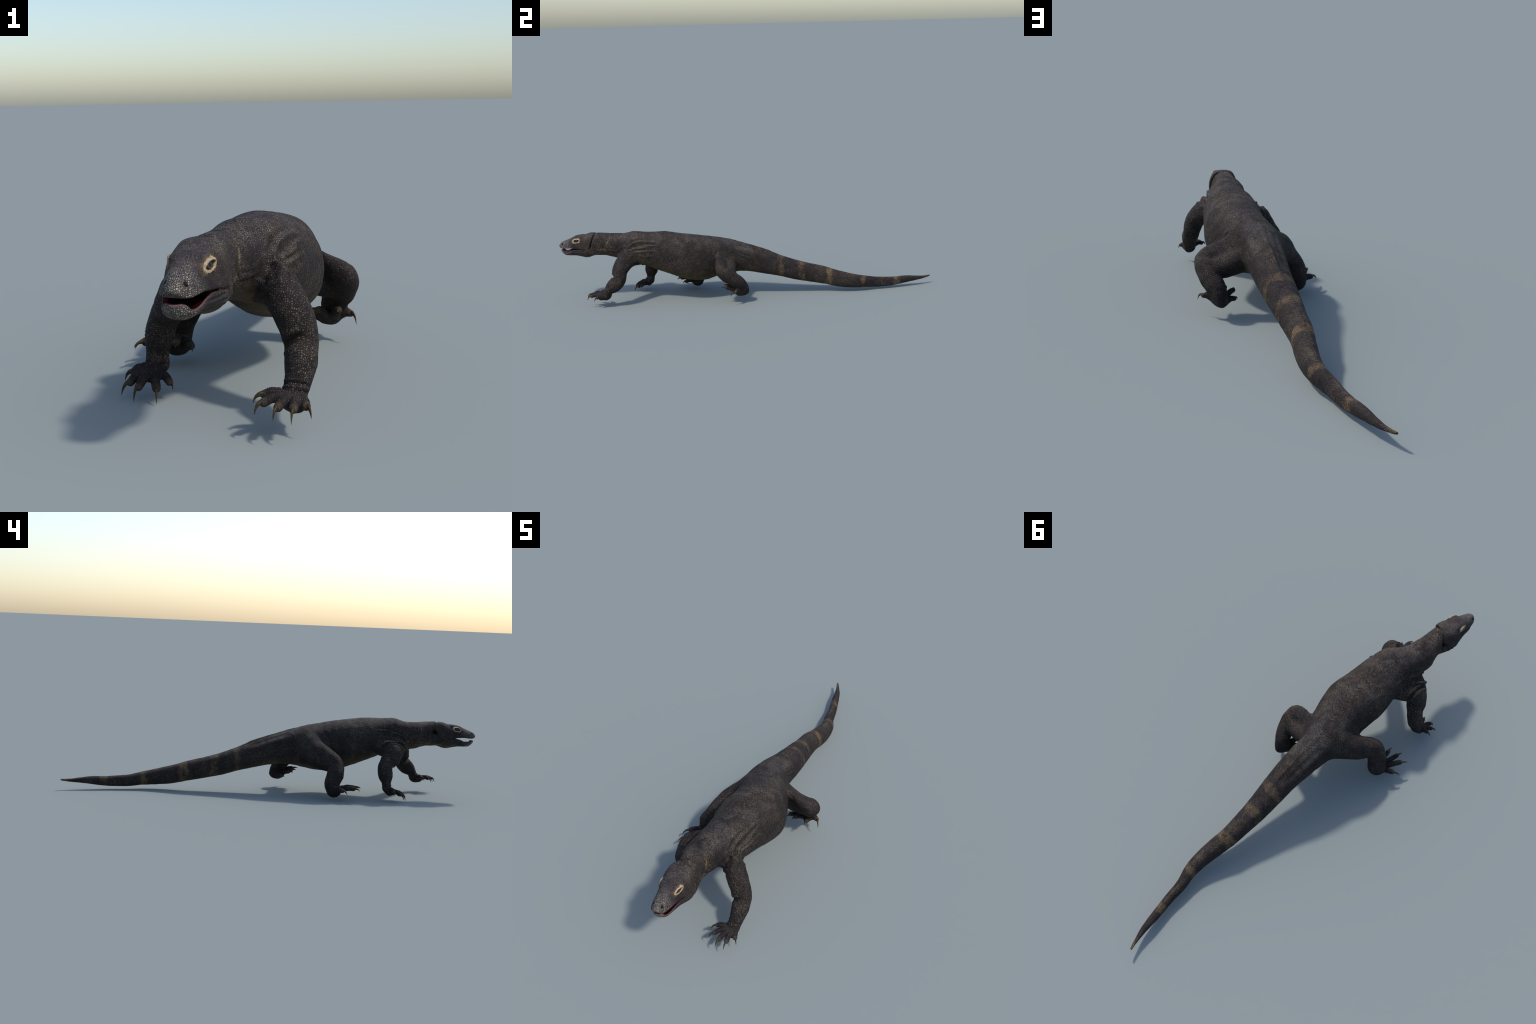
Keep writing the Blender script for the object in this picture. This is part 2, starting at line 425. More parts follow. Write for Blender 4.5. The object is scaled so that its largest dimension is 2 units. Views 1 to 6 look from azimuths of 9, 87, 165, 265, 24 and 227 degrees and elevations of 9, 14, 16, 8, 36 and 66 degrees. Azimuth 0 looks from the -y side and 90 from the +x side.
# ---------------------------------------------------------------------------
# skin folds: polylines on the hide, height, width
# ---------------------------------------------------------------------------
FOLDS = [
    (.0060, .0060, [(.142, -.495, .333), (.130, -.567, .335), (.120, -.600, .326), (.117, -.624, .311), (.122, -.643, .296), (.136, -.663, .281), (.134, -.680, .266), (.109, -.676, .248), (.075, -.650, .231)]),
    (.0055, .0048, [(.151, -.523, .308), (.144, -.558, .304), (.135, -.605, .295), (.132, -.645, .290)]),
    (-.0070, .0100, [(.120, -.640, .300), (.106, -.664, .281), (.094, -.671, .263)]),
    (-.0050, .0080, [(.139, -.659, .280), (.149, -.631, .278), (.147, -.600, .255), (.140, -.553, .220)]),
    (-.0036, .0060, [(.127, -.165, .273), (.148, -.178, .250), (.168, -.177, .225)]),
    (.0035, .0060, [(.150, -.632, .268), (.148, -.603, .262), (.140, -.583, .243), (.120, -.559, .213)]),
    (.0028, .0045, [(.141, -.533, .329), (.150, -.515, .312), (.156, -.507, .290), (.154, -.526, .263)]),
    (.0045, .0042, [(-.020, -.500, .319), (-.018, -.533, .320), (-.019, -.557, .320), (-.028, -.575, .312)]),
    (.0070, .0052, [(-.028, -.570, .310), (-.036, -.598, .307), (-.040, -.620, .299), (-.041, -.637, .287), (-.037, -.655, .272)]),
    (.0046, .0050, [(-.032, -.495, .281), (-.034, -.523, .288), (-.033, -.545, .291), (-.040, -.568, .289), (-.057, -.589, .285), (-.072, -.611, .277), (-.075, -.627, .264), (-.069, -.638, .246), (-.050, -.640, .228)]),
    (-.0065, .0060, [(-.071, -.512, .232), (-.080, -.532, .254), (-.084, -.549, .265), (-.082, -.576, .270), (-.084, -.601, .267), (-.086, -.620, .256), (-.084, -.632, .240)]),
    (.0030, .0040, [(-.031, -.686, .331), (-.037, -.705, .313), (-.030, -.730, .287)]),
    (.0016, .0035, [(.035, -.721, .362), (.056, -.726, .350), (.069, -.738, .325), (.070, -.750, .300)]),
    (.0014, .0035, [(.003, -.706, .360), (-.028, -.720, .331), (-.030, -.742, .307)]),
    (.0016, .0040, [(.082, -.687, .313), (.080, -.702, .294), (.077, -.708, .279)]),
    (.0030, .0038, [(.066, -.800, .280), (.067, -.759, .284), (.066, -.745, .276), (.057, -.740, .258)]),
    (.0036, .0040, [(-.037, -.655, .274), (-.038, -.691, .274), (-.028, -.730, .272), (-.026, -.744, .284), (-.025, -.760, .290)]),
    (-.0022, .0026, [(-.033, -.807, .297), (-.038, -.823, .284), (-.041, -.845, .277), (-.037, -.874, .275), (-.031, -.912, .274)]),
    (-.0022, .0026, [(-.031, -.800, .285), (-.036, -.819, .273), (-.040, -.838, .267), (-.038, -.868, .263), (-.028, -.906, .262)]),
    (-.0025, .0024, [(-.039, -.825, .293), (-.038, -.838, .283), (-.035, -.868, .281), (-.031, -.897, .280)]),
    (-.0028, .0026, [(.047, -.940, .268), (.053, -.916, .267), (.063, -.884, .265), (.071, -.856, .268), (.072, -.834, .280)]),
    (-.0028, .0026, [(.053, -.910, .262), (.065, -.876, .259), (.071, -.851, .261), (.071, -.832, .271)]),
    (-.0020, .0024, [(.050, -.925, .275), (.061, -.890, .275), (.070, -.860, .279)]),
    (.0036, .0045, [(.154, -.470, .315), (.145, -.540, .314), (.136, -.577, .306), (.130, -.605, .298)]),
    (.0034, .0045, [(.158, -.480, .288), (.149, -.545, .286), (.140, -.580, .282), (.142, -.620, .288)]),
    (.0028, .0050, [(.157, -.490, .262), (.150, -.541, .257), (.138, -.580, .262)]),
    (.0030, .0040, [(.069, -.742, .282), (.076, -.715, .278), (.082, -.695, .277), (.094, -.667, .278)]),
    (.0022, .0040, [(.070, -.725, .262), (.076, -.695, .255), (.088, -.665, .250)]),
    # elbow, wrist and rump
    (-.0042, .0065, [(.140, -.690, .138), (.147, -.696, .144), (.153, -.703, .150), (.160, -.707, .159), (.170, -.709, .166), (.185, -.708, .169)]),
    (.0030, .0100, [(.140, -.682, .165), (.152, -.698, .172), (.168, -.704, .180)]),
    (-.0030, .0032, [(.145, -.742, .086), (.151, -.748, .087), (.168, -.758, .092), (.183, -.757, .091), (.200, -.742, .081)]),
    (-.0032, .0032, [(.147, -.755, .083), (.151, -.762, .082), (.169, -.768, .081), (.184, -.765, .078), (.198, -.740, .066)]),
    (-.0032, .0034, [(-.170, -.548, .069), (-.165, -.552, .068), (-.151, -.562, .065), (-.137, -.562, .062), (-.122, -.552, .062)]),
    (-.0040, .0060, [(-.088, -.585, .160), (-.103, -.592, .160), (-.117, -.588, .163), (-.130, -.575, .160)]),
    (.0030, .0075, [(.024, -.12, .314), (.0245, -.05, .293), (.0246, .02, .268), (.0245, .08, .2465), (.0196, .16, .2146)]),
    (-.0040, .0130, [(.062, -.07, .285), (.058, .0, .262), (.056, .06, .240), (.050, .12, .218)]),
    (-.0040, .0130, [(-.012, -.07, .285), (-.009, .0, .262), (-.008, .06, .240), (-.006, .12, .218)]),
    (.0030, .0050, [(.092, -.043, .234), (.092, -.020, .224), (.090, .004, .213)]),
    (.0010, .0025, [(.120, -.232, .319), (.149, -.222, .274), (.160, -.227, .211)]),
]


def fold_height(P):
    out = np.zeros(len(P))
    for a, w, line in FOLDS:
        L = np.array(line)
        near = ((P > L.min(0) - .03) & (P < L.max(0) + .03)).all(1)
        Q = P[near]
        best = np.full(len(Q), 9.0)
        along = np.zeros(len(Q))
        for i, (p, q) in enumerate(zip(L[:-1], L[1:])):
            t = np.clip((Q - p) @ (q - p) / ((q - p) @ (q - p)), 0, 1)
            d = np.linalg.norm(Q - p - t[:, None] * (q - p), axis=1)
            m = d < best
            best[m], along[m] = d[m], (i + t[m]) / (len(L) - 1)
        fade = np.clip(np.minimum(along, 1 - along) / .18 + .15, 0, 1)
        out[near] += a * fade * (np.exp(-(best / w) ** 2) - .55 * np.exp(-((best - 2.0 * w) / w) ** 2))
    return out


def smooth_noise(P, scale, seed):
    """cheap value field: sum of sines with seeded directions"""
    r = np.random.default_rng(seed)
    k = r.normal(size=(7, 3))
    k *= (scale * r.uniform(.6, 1.5, 7) / np.linalg.norm(k, axis=1))[:, None]
    return np.sin(P @ k.T + r.uniform(0, 6.28, 7)).sum(1) / 3.0


def relief(P, N):
    s, l, h = to_head(P)
    d = fold_height(P)
    body = np.clip((P[:, 1] + .80) / .08, 0, 1)
    body = body * np.where(P[:, 1] > 0, .45, 1.0)
    d += body * (.0011 * smooth_noise(P, 62, 1) + .0005 * smooth_noise(P, 150, 2))
    # low keel along the tail
    c = look(BODY.trunk_tab, P[:, 1])
    top = np.clip(N[:, 2], 0, 1) ** 6
    d += .0016 * top * np.exp(-((P[:, 0] - c[:, 0]) / .0060) ** 2) * np.clip((P[:, 1] + .02) / .15, 0, 1) * np.clip((.97 - P[:, 1]) / .1, 0, 1)
    # rings of wrinkles at wrists and ankles
    for n, ch in BODY.chain.items():
        e, r = ch[-7, :3], ch[-7, 3]
        ax = ch[-4, :3] - ch[-10, :3]
        ax /= np.linalg.norm(ax)
        q = P - e
        t = q @ ax
        rad = np.linalg.norm(q - t[:, None] * ax, axis=1)
        d += .0009 * np.sin(t * 900) * np.exp(-(t / .014) ** 2) * (rad < r * 1.6)
    # rings across the toes
    for n in BODY.toe:
        for Y in BODY.toe[n]:
            a, b = Y[2, :3], Y[-1, :3]
            ax = (b - a) / np.linalg.norm(b - a)
            q = P - a
            t = q @ ax
            rad = np.linalg.norm(q - t[:, None] * ax, axis=1)
            d += .0004 * np.sin(t * 1500) * (rad < .012) * (t > 0) * (t < np.linalg.norm(b - a) - .004)
    return d


# ---------------------------------------------------------------------------
# node helpers
# ---------------------------------------------------------------------------
class Nodes:
    def __init__(self, name):
        self.mat = bpy.data.materials.new(name)
        self.mat.use_nodes = True
        self.t = self.mat.node_tree
        self.t.nodes.clear()
        self.out = self.t.nodes.new("ShaderNodeOutputMaterial")
        self.bsdf = self.t.nodes.new("ShaderNodeBsdfPrincipled")
        self.t.links.new(self.bsdf.outputs[0], self.out.inputs[0])
        self.co = self.t.nodes.new("ShaderNodeTexCoord").outputs["Object"]
        self.geo = self.t.nodes.new("ShaderNodeNewGeometry")
        sep = self.t.nodes.new("ShaderNodeSeparateXYZ")
        self.link(self.co, sep.inputs[0])
        self.x, self.y, self.z = sep.outputs
        sn = self.t.nodes.new("ShaderNodeSeparateXYZ")
        self.link(self.geo.outputs["Normal"], sn.inputs[0])
        self.nx, self.ny, self.nz = sn.outputs

    def link(self, a, b):
        if isinstance(a, (int, float)):
            b.default_value = a
        elif isinstance(a, tuple):
            b.default_value = a if len(a) == len(b.default_value) else (*a, 1.0)
        else:
            self.t.links.new(a, b)

    def m(self, op, a, b=0.0, c=0.0, clamp=False):
        n = self.t.nodes.new("ShaderNodeMath")
        n.operation, n.use_clamp = op, clamp
        for v, i in zip((a, b, c), n.inputs):
            self.link(v, i)
        return n.outputs[0]

    def ramp(self, v, a, b, lo=0.0, hi=1.0):
        n = self.t.nodes.new("ShaderNodeMapRange")
        n.interpolation_type = "SMOOTHSTEP"
        for val, i in zip((v, a, b, lo, hi), n.inputs):
            self.link(val, i)
        return n.outputs[0]

    def mix(self, f, a, b, blend="MIX"):
        n = self.t.nodes.new("ShaderNodeMix")
        n.data_type, n.blend_type = "RGBA", blend
        self.link(f, n.inputs[0])
        self.link(a, n.inputs[6])
        self.link(b, n.inputs[7])
        return n.outputs[2]

    def noise(self, scale, detail=3, rough=.55, offset=(0, 0, 0), stretch=(1, 1, 1)):
        mp = self.t.nodes.new("ShaderNodeMapping")
        self.link(self.co, mp.inputs[0])
        mp.inputs["Location"].default_value = offset
        mp.inputs["Scale"].default_value = stretch
        n = self.t.nodes.new("ShaderNodeTexNoise")
        self.link(mp.outputs[0], n.inputs["Vector"])
        n.inputs["Scale"].default_value = scale
        n.inputs["Detail"].default_value = detail
        n.inputs["Roughness"].default_value = rough
        return n.outputs["Fac"]

    def voronoi(self, scale, rand=.85, stretch=(1, 1, 1)):
        """scales: distance to the cell's edge, two random values of the cell"""
        mp = self.t.nodes.new("ShaderNodeMapping")
        self.link(self.co, mp.inputs[0])
        mp.inputs["Scale"].default_value = stretch
        out = []
        for feature in ("F1", "DISTANCE_TO_EDGE"):
            n = self.t.nodes.new("ShaderNodeTexVoronoi")
            n.feature = feature
            self.link(mp.outputs[0], n.inputs["Vector"])
            n.inputs["Scale"].default_value = scale
            n.inputs["Randomness"].default_value = rand
            out.append(n)
        sep = self.t.nodes.new("ShaderNodeSeparateColor")
        self.link(out[0].outputs["Color"], sep.inputs[0])
        return out[1].outputs["Distance"], sep.outputs[0], sep.outputs[1]

    def curve(self, v, pts, xr, yr):
        """piecewise profile as a float curve: v in xr -> value in yr"""
        mr = self.m("DIVIDE", self.m("SUBTRACT", v, xr[0]), xr[1] - xr[0], clamp=True)
        n = self.t.nodes.new("ShaderNodeFloatCurve")
        c = n.mapping.curves[0]
        while len(c.points) > 2:
            c.points.remove(c.points[1])
        q = [((x - xr[0]) / (xr[1] - xr[0]), (y - yr[0]) / (yr[1] - yr[0])) for x, y in pts if xr[0] <= x <= xr[1]]
        c.points[0].location, c.points[-1].location = q[0], q[-1]
        for p in q[1:-1]:
            c.points.new(*p)
        n.mapping.update()
        self.link(mr, n.inputs["Value"])
        return self.m("ADD", self.m("MULTIPLY", n.outputs[0], yr[1] - yr[0]), yr[0])

    def dist(self, p, stretch=(1, 1, 1)):
        mp = self.t.nodes.new("ShaderNodeVectorMath")
        mp.operation = "SUBTRACT"
        self.link(self.co, mp.inputs[0])
        mp.inputs[1].default_value = tuple(p)
        sc = self.t.nodes.new("ShaderNodeVectorMath")
        sc.operation = "MULTIPLY"
        self.link(mp.outputs[0], sc.inputs[0])
        sc.inputs[1].default_value = stretch
        ln = self.t.nodes.new("ShaderNodeVectorMath")
        ln.operation = "LENGTH"
        self.link(sc.outputs[0], ln.inputs[0])
        return ln.outputs["Value"]

    def along(self, origin, axis):
        """signed distance along an axis from an origin"""
        mp = self.t.nodes.new("ShaderNodeVectorMath")
        mp.operation = "SUBTRACT"
        self.link(self.co, mp.inputs[0])
        mp.inputs[1].default_value = tuple(origin)
        d = self.t.nodes.new("ShaderNodeVectorMath")
        d.operation = "DOT_PRODUCT"
        self.link(mp.outputs[0], d.inputs[0])
        d.inputs[1].default_value = tuple(axis)
        return d.outputs["Value"]

    def segment(self, a, b):
        """distance to the straight piece a-b"""
        def vm(op, x, y=None, scale=None):
            n = self.t.nodes.new("ShaderNodeVectorMath")
            n.operation = op
            self.link(x, n.inputs[0])
            if y is not None:
                self.link(y, n.inputs[1])
            if scale is not None:
                self.link(scale, n.inputs["Scale"])
            return n.outputs["Value"] if op in ("DOT_PRODUCT", "LENGTH") else n.outputs["Vector"]
        a, b = np.array(a), np.array(b)
        ab = b - a
        p = vm("SUBTRACT", self.co, tuple(map(float, a)))
        t = self.m("MULTIPLY", vm("DOT_PRODUCT", p, tuple(map(float, ab / (ab @ ab)))), 1.0, clamp=True)
        foot = vm("SCALE", tuple(map(float, ab)), None, t)
        return vm("LENGTH", vm("SUBTRACT", p, foot))

    def bump(self, h, strength, distance):
        b = self.t.nodes.new("ShaderNodeBump")
        b.inputs["Strength"].default_value = strength
        b.inputs["Distance"].default_value = distance
        self.link(h, b.inputs["Height"])
        self.link(b.outputs[0], self.bsdf.inputs["Normal"])


TAIL_BANDS = [(.172, .017, .75), (.279, .018, .85), (.428, .022, .95), (.617, .020, 1.0), (.803, .020, .85), (.992, .022, .9)]


def skin(name, zone, tips=()):
    n = Nodes(name)
    size = {"arm": 235, "foot": 300, "neck": 290, "head": 400, "torso": 340, "tail": 330, "thigh": 310}[zone]
    sd, sr, sr2 = n.voronoi(size, .76)
    patch = n.noise(16, 4, .6)
    wide = n.noise(6, 2, .5, (3, 1, 2))
    grain = n.noise(420, 2, .6)
    up = n.ramp(n.nz, .25, .95)
    # scale = pale disc in a dark skin
    disc = n.ramp(sd, .04, .32) if zone in ("arm", "foot", "neck") else n.ramp(sd, .035, .33)
    pale = n.m("POWER", sr, 1.9)
    dense = n.ramp(patch, .34, .66, .28, 1.0)
    gap = (.0150, .0120, .0125)
    dark = n.mix(sr2, (.030, .0245, .0245), (.054, .0445, .042))
    tan = n.mix(sr2, (.285, .220, .132), (.225, .185, .138))
    amount = {"arm": .80, "foot": .25, "neck": .85, "torso": .85, "tail": .65, "thigh": .75, "head": .55}[zone]
    scale_c = n.mix(n.m("MULTIPLY", n.m("MULTIPLY", pale, dense), amount), dark, tan)
    # greyish rubbed patches on the back
    rub = n.m("MULTIPLY", n.m("MULTIPLY", n.ramp(n.noise(9, 5, .62, (3, 3, 1)), .42, .64), up), .85 if zone in ("torso", "neck") else .20)
    scale_c = n.mix(rub, scale_c, (.185, .172, .150))
    col = n.mix(disc, gap, scale_c)
    if zone in ("torso", "neck", "thigh", "arm", "tail"):
        # ochre belly and throat
        low = n.m("MULTIPLY", n.ramp(n.nz, -.25, -.85), n.ramp(wide, .25, .55, .6, 1.0))
        if zone in ("torso", "neck"):
            col = n.mix(n.m("MULTIPLY", low, .80), col, n.mix(disc, (.045, .034, .018), (.185, .132, .062)))
        else:
            col = n.mix(n.m("MULTIPLY", low, .20), col, (.075, .055, .030))
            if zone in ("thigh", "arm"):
                col = n.mix(n.ramp(n.nz, .15, -.45, 0, .62), col, (.012, .010, .010))  # limb skin made darker where it faces down
    if zone == "neck":
        # pale collar line
        left = n.m("ADD", n.m("ADD", n.y, .721), n.m("MULTIPLY", n.m("SUBTRACT", .362, n.z), .47))
        left = n.m("ADD", left, n.m("MULTIPLY", n.m("SUBTRACT", wide, .5), .012))
        line = n.m("MULTIPLY", n.ramp(n.m("ABSOLUTE", left), .0010, .0090, 1, 0), n.m("MULTIPLY", n.ramp(n.z, .285, .305), n.ramp(n.z, .362, .340)))
        line = n.m("MULTIPLY", line, n.ramp(n.noise(70, 3), .35, .6))
        line = n.m("MULTIPLY", line, n.ramp(n.x, -.02, .06, .10, .60))
        col = n.mix(line, col, n.mix(disc, (.10, .075, .045), (.34, .25, .14)))
    if zone in ("torso", "neck", "arm"):
        # pale tan crests of the shoulder folds
        d = None
        for line in ([(.136, -.530, .336), (.120, -.600, .326), (.117, -.624, .311), (.136, -.663, .281), (.128, -.678, .262)],
                     [(.151, -.523, .308), (.144, -.558, .304), (.132, -.645, .290)],
                     [(-.028, -.570, .310), (-.040, -.620, .299), (-.037, -.655, .272)],
                     [(-.034, -.523, .288), (-.040, -.568, .289), (-.072, -.611, .277), (-.075, -.627, .264)]):
            for p, q in zip(line[:-1], line[1:]):
                e = n.segment(p, q)
                d = e if d is None else n.m("MINIMUM", d, e)
        crest = n.m("MULTIPLY", n.ramp(d, .0015, .0065, 1, 0), n.ramp(n.noise(80, 3), .36, .62))
        col = n.mix(n.m("MULTIPLY", crest, .65), col, n.mix(disc, (.055, .042, .028), (.27, .205, .12)))
    if zone == "tail":
        wob = n.m("MULTIPLY", n.m("SUBTRACT", n.noise(26, 3, .6, (1, 5, 2)), .5), .052)
        yy = n.m("ADD", n.y, wob)
        total = 0.0
        for c, w, a in TAIL_BANDS:
            b = n.ramp(n.m("ABSOLUTE", n.m("SUBTRACT", yy, c)), w * .35, w * 1.15, a, 0)
            total = b if total == 0.0 else n.m("MAXIMUM", total, b)
        total = n.m("MULTIPLY", total, n.ramp(n.noise(34, 4, .65, (7, 1, 3)), .34, .60, .06, 1.0))
        col = n.mix(n.m("MULTIPLY", total, .85), col, n.mix(disc, (.060, .043, .026), (.30, .205, .105)))
    if zone in ("torso", "tail"):
        ridge = n.m("MULTIPLY", n.m("MULTIPLY", n.ramp(n.nz, .80, .97), n.ramp(n.y, -.12, .02)), n.m("MULTIPLY", n.ramp(patch, .40, .62), .45))
        col = n.mix(ridge, col, n.mix(disc, (.05, .04, .03), (.22, .165, .10)))
    if zone == "head":
        s = n.along(HO, HF)
        hh = n.along(HO, HU)
        snout = n.m("MULTIPLY", n.ramp(s, .115, .178), n.ramp(n.noise(60, 2), .25, .6, .45, 1.0))
        white = n.mix(sr, (.13, .122, .108), (.36, .345, .285))
        grey = n.mix(sr, (.066, .059, .057), (.175, .162, .147))
        top = n.mix(n.m("MULTIPLY", up, .8), scale_c, grey)
        big_d, big_r, big_r2 = n.voronoi(285, .62)
        white = n.mix(big_r, (.13, .122, .105), (.40, .38, .315))
        fine = n.mix(disc, (.024, .020, .020), top)
        coarse = n.mix(n.ramp(big_d, .02, .30), (.034, .029, .028), white)
        front = n.ramp(s, .120, .150)
        col = n.mix(snout, fine, coarse)
        disc = n.m("ADD", n.m("MULTIPLY", disc, n.m("SUBTRACT", 1.0, front)), n.m("MULTIPLY", n.ramp(big_d, .02, .30), front))
        # smooth purple-grey lips
        ll = n.m("SUBTRACT", hh, n.curve(s, LIP_LOW, (.05, .1915), (-.05, 0)))
        lu = n.m("SUBTRACT", hh, n.curve(s, LIP_UP, (.058, .2005), (-.05, 0)))
        lipl = n.m("MULTIPLY", n.ramp(ll, -.0070, -.0040), n.ramp(ll, .004, .002))
        lipu = n.m("MULTIPLY", n.ramp(lu, .0038, .0010), n.m("MULTIPLY", n.ramp(lu, -.004, -.003), .5))
        lips = n.m("MULTIPLY", n.m("MAXIMUM", lipl, lipu), n.ramp(s, .085, .125))
        col = n.mix(n.m("MULTIPLY", lips, .85), col, n.mix(grain, (.060, .046, .050), (.105, .080, .084)))
        # dull grey jaw sides
        jaw = n.m("MULTIPLY", n.ramp(hh, -.026, -.034), n.ramp(s, .150, .125))
        col = n.mix(n.m("MULTIPLY", jaw, .6), col, n.mix(disc, (.022, .020, .021), (.060, .055, .055)))
        low = n.ramp(n.nz, -.45, -.95)
        col = n.mix(n.m("MULTIPLY", n.m("MULTIPLY", low, n.ramp(s, .14, .05)), .7), col, (.16, .112, .055))
        # eye rings
        for side in (1, -1):
            e = from_head(EYE[0], side * (EYE[1] + .002), EYE[2])
            ds = n.along(e, HF)
            dh = n.m("ADD", n.along(e, HU), n.m("MULTIPLY", ds, .16))
            ds = n.m("MULTIPLY", ds, 1 / 1.80)
            dl = n.m("MULTIPLY", n.along(e, HL), .25)
            r = n.m("SQRT", n.m("ADD", n.m("ADD", n.m("MULTIPLY", ds, ds), n.m("MULTIPLY", dh, dh)), n.m("MULTIPLY", dl, dl)))
            r0 = n.m("ADD", r, n.m("MULTIPLY", n.m("SUBTRACT", n.noise(200, 2), .5), .0014))
            r = n.m("ADD", r, n.m("MULTIPLY", n.m("SUBTRACT", n.noise(110, 3), .5), .0060))
            halo = n.m("MULTIPLY", n.ramp(r, .0130, .0195, 1, 0), n.ramp(n.noise(85, 3, .6, (2, 2, 2)), .40, .60))
            col = n.mix(n.m("MULTIPLY", halo, .8), col, n.mix(disc, (.07, .05, .035), (.34, .235, .125)))
            ring = n.m("MULTIPLY", n.ramp(r0, .0074, .0090), n.ramp(r, .0110, .0134, 1, 0))
            col = n.mix(ring, col, n.mix(n.noise(230, 3, .7), (.26, .19, .10), (.64, .53, .34)))
            col = n.mix(n.ramp(r0, .0070, .0084, 1, 0), col, n.mix(grain, (.022, .018, .014), (.085, .068, .048)))
        # dark nostrils
        for side in (1, -1):
            q = n.dist(from_head(.1795, side * .0192, .0060))
            col = n.mix(n.ramp(q, .0048, .0062, 1, 0), col, (.004, .004, .004))
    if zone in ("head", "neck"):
        # ear pockets painted black: the shadow of a deeper hole
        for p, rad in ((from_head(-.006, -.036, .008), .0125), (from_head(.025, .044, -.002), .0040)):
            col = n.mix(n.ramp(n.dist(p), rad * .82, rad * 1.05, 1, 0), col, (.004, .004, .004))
    for p in tips:
        q = n.m("ADD", n.dist(p), n.m("MULTIPLY", n.m("SUBTRACT", grain, .5), .010))
        col = n.mix(n.m("MULTIPLY", n.ramp(q, .0050, .0100, 1, 0), .50), col, (.125, .098, .060))
    # shift of tone over large areas + fine grain
    col = n.mix(1.0, col, n.mix(n.ramp(wide, .3, .7), (.80, .78, .86), (1.14, 1.11, 1.04)), "MULTIPLY")
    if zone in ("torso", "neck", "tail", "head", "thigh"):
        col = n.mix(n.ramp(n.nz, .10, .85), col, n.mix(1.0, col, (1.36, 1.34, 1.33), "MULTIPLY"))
    mott = n.noise(30, 4, .65, (1, 7, 3))
    col = n.mix(1.0, col, n.mix(n.ramp(mott, .33, .67), (.76, .75, .78), (1.22, 1.20, 1.15)), "MULTIPLY")
    col = n.mix(1.0, col, n.mix(grain, (.80, .80, .80), (1.18, 1.18, 1.18)), "MULTIPLY")
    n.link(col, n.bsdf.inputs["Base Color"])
    n.link(n.ramp(disc, 0, 1, .82, .66), n.bsdf.inputs["Roughness"])
    n.bsdf.inputs["Specular IOR Level"].default_value = .18
    n.bump(n.m("ADD", disc, n.m("MULTIPLY", grain, .25)), .80, .0013)
    return n.mat


def plain(name, a, b, scale, rough, spec=.5, bump=0.0, coat=0.0, stretch=(1, 1, 1)):
    n = Nodes(name)
    f = n.noise(scale, 4, .6, (0, 0, 0), stretch)
    n.link(n.mix(n.ramp(f, .3, .7), a, b), n.bsdf.inputs["Base Color"])
    n.bsdf.inputs["Roughness"].default_value = rough
    n.bsdf.inputs["Specular IOR Level"].default_value = spec
    n.bsdf.inputs["Coat Weight"].default_value = coat
    if bump:
        n.bump(f, bump, .001)
    return n


def mouth_material():
    n = Nodes("mouth_flesh")
    s = n.along(HO, HF)
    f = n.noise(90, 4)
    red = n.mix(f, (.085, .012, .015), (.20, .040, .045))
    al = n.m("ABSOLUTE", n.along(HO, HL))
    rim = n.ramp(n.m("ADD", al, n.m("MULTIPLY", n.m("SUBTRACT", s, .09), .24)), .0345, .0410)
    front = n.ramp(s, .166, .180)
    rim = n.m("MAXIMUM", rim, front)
    red = n.mix(n.ramp(s, .10, .13), n.mix(.65, red, (.018, .004, .005)), red)  # rear of the gape tinted darker for the upper lip's shadow
    n.link(n.mix(rim, (.016, .0025, .0028), red), n.bsdf.inputs["Base Color"])  # inner mouth nearly black: cavity shadow baked into the flesh colour
    n.bsdf.inputs["Roughness"].default_value = .62
    n.bsdf.inputs["Specular IOR Level"].default_value = .15
    n.bump(f, .3, .001)
    return n.mat


def eye_material():
    n = Nodes("eye_surface")
    r = n.dist((0, 0, 0), (1, 0, 1))       # the pupil looks along the ball's own y
    iris = n.mix(n.noise(700, 3), (.035, .026, .018), (.085, .062, .040))
    col = n.mix(n.ramp(r, .0040, .0048), (.004, .004, .005), iris)
    col = n.mix(n.ramp(r, .0066, .0078), col, (.020, .016, .013))
    n.link(col, n.bsdf.inputs["Base Color"])
    n.bsdf.inputs["Roughness"].default_value = .22
    n.bsdf.inputs["Specular IOR Level"].default_value = .35
    return n.mat


def claw_material():
    n = Nodes("claw_horn")
    f = n.noise(60, 4, .6, (0, 0, 0), (1, 1, 3))
    col = n.mix(n.ramp(f, .3, .7), (.020, .012, .004), (.055, .034, .010))
    n.link(col, n.bsdf.inputs["Base Color"])
    n.bsdf.inputs["Roughness"].default_value = .48
    n.bsdf.inputs["Specular IOR Level"].default_value = .22
    n.bump(f, .15, .0006)
    return n.mat


# ---------------------------------------------------------------------------
# the hide: mesh, relief, parts
# ---------------------------------------------------------------------------
def new_object(name, mesh, parent):
    o = bpy.data.objects.new(name, mesh)
    bpy.context.scene.collection.objects.link(o)
    o.parent = parent
    return o


def smooth(mesh):
    mesh.polygons.foreach_set("use_smooth", np.ones(len(mesh.polygons), bool))


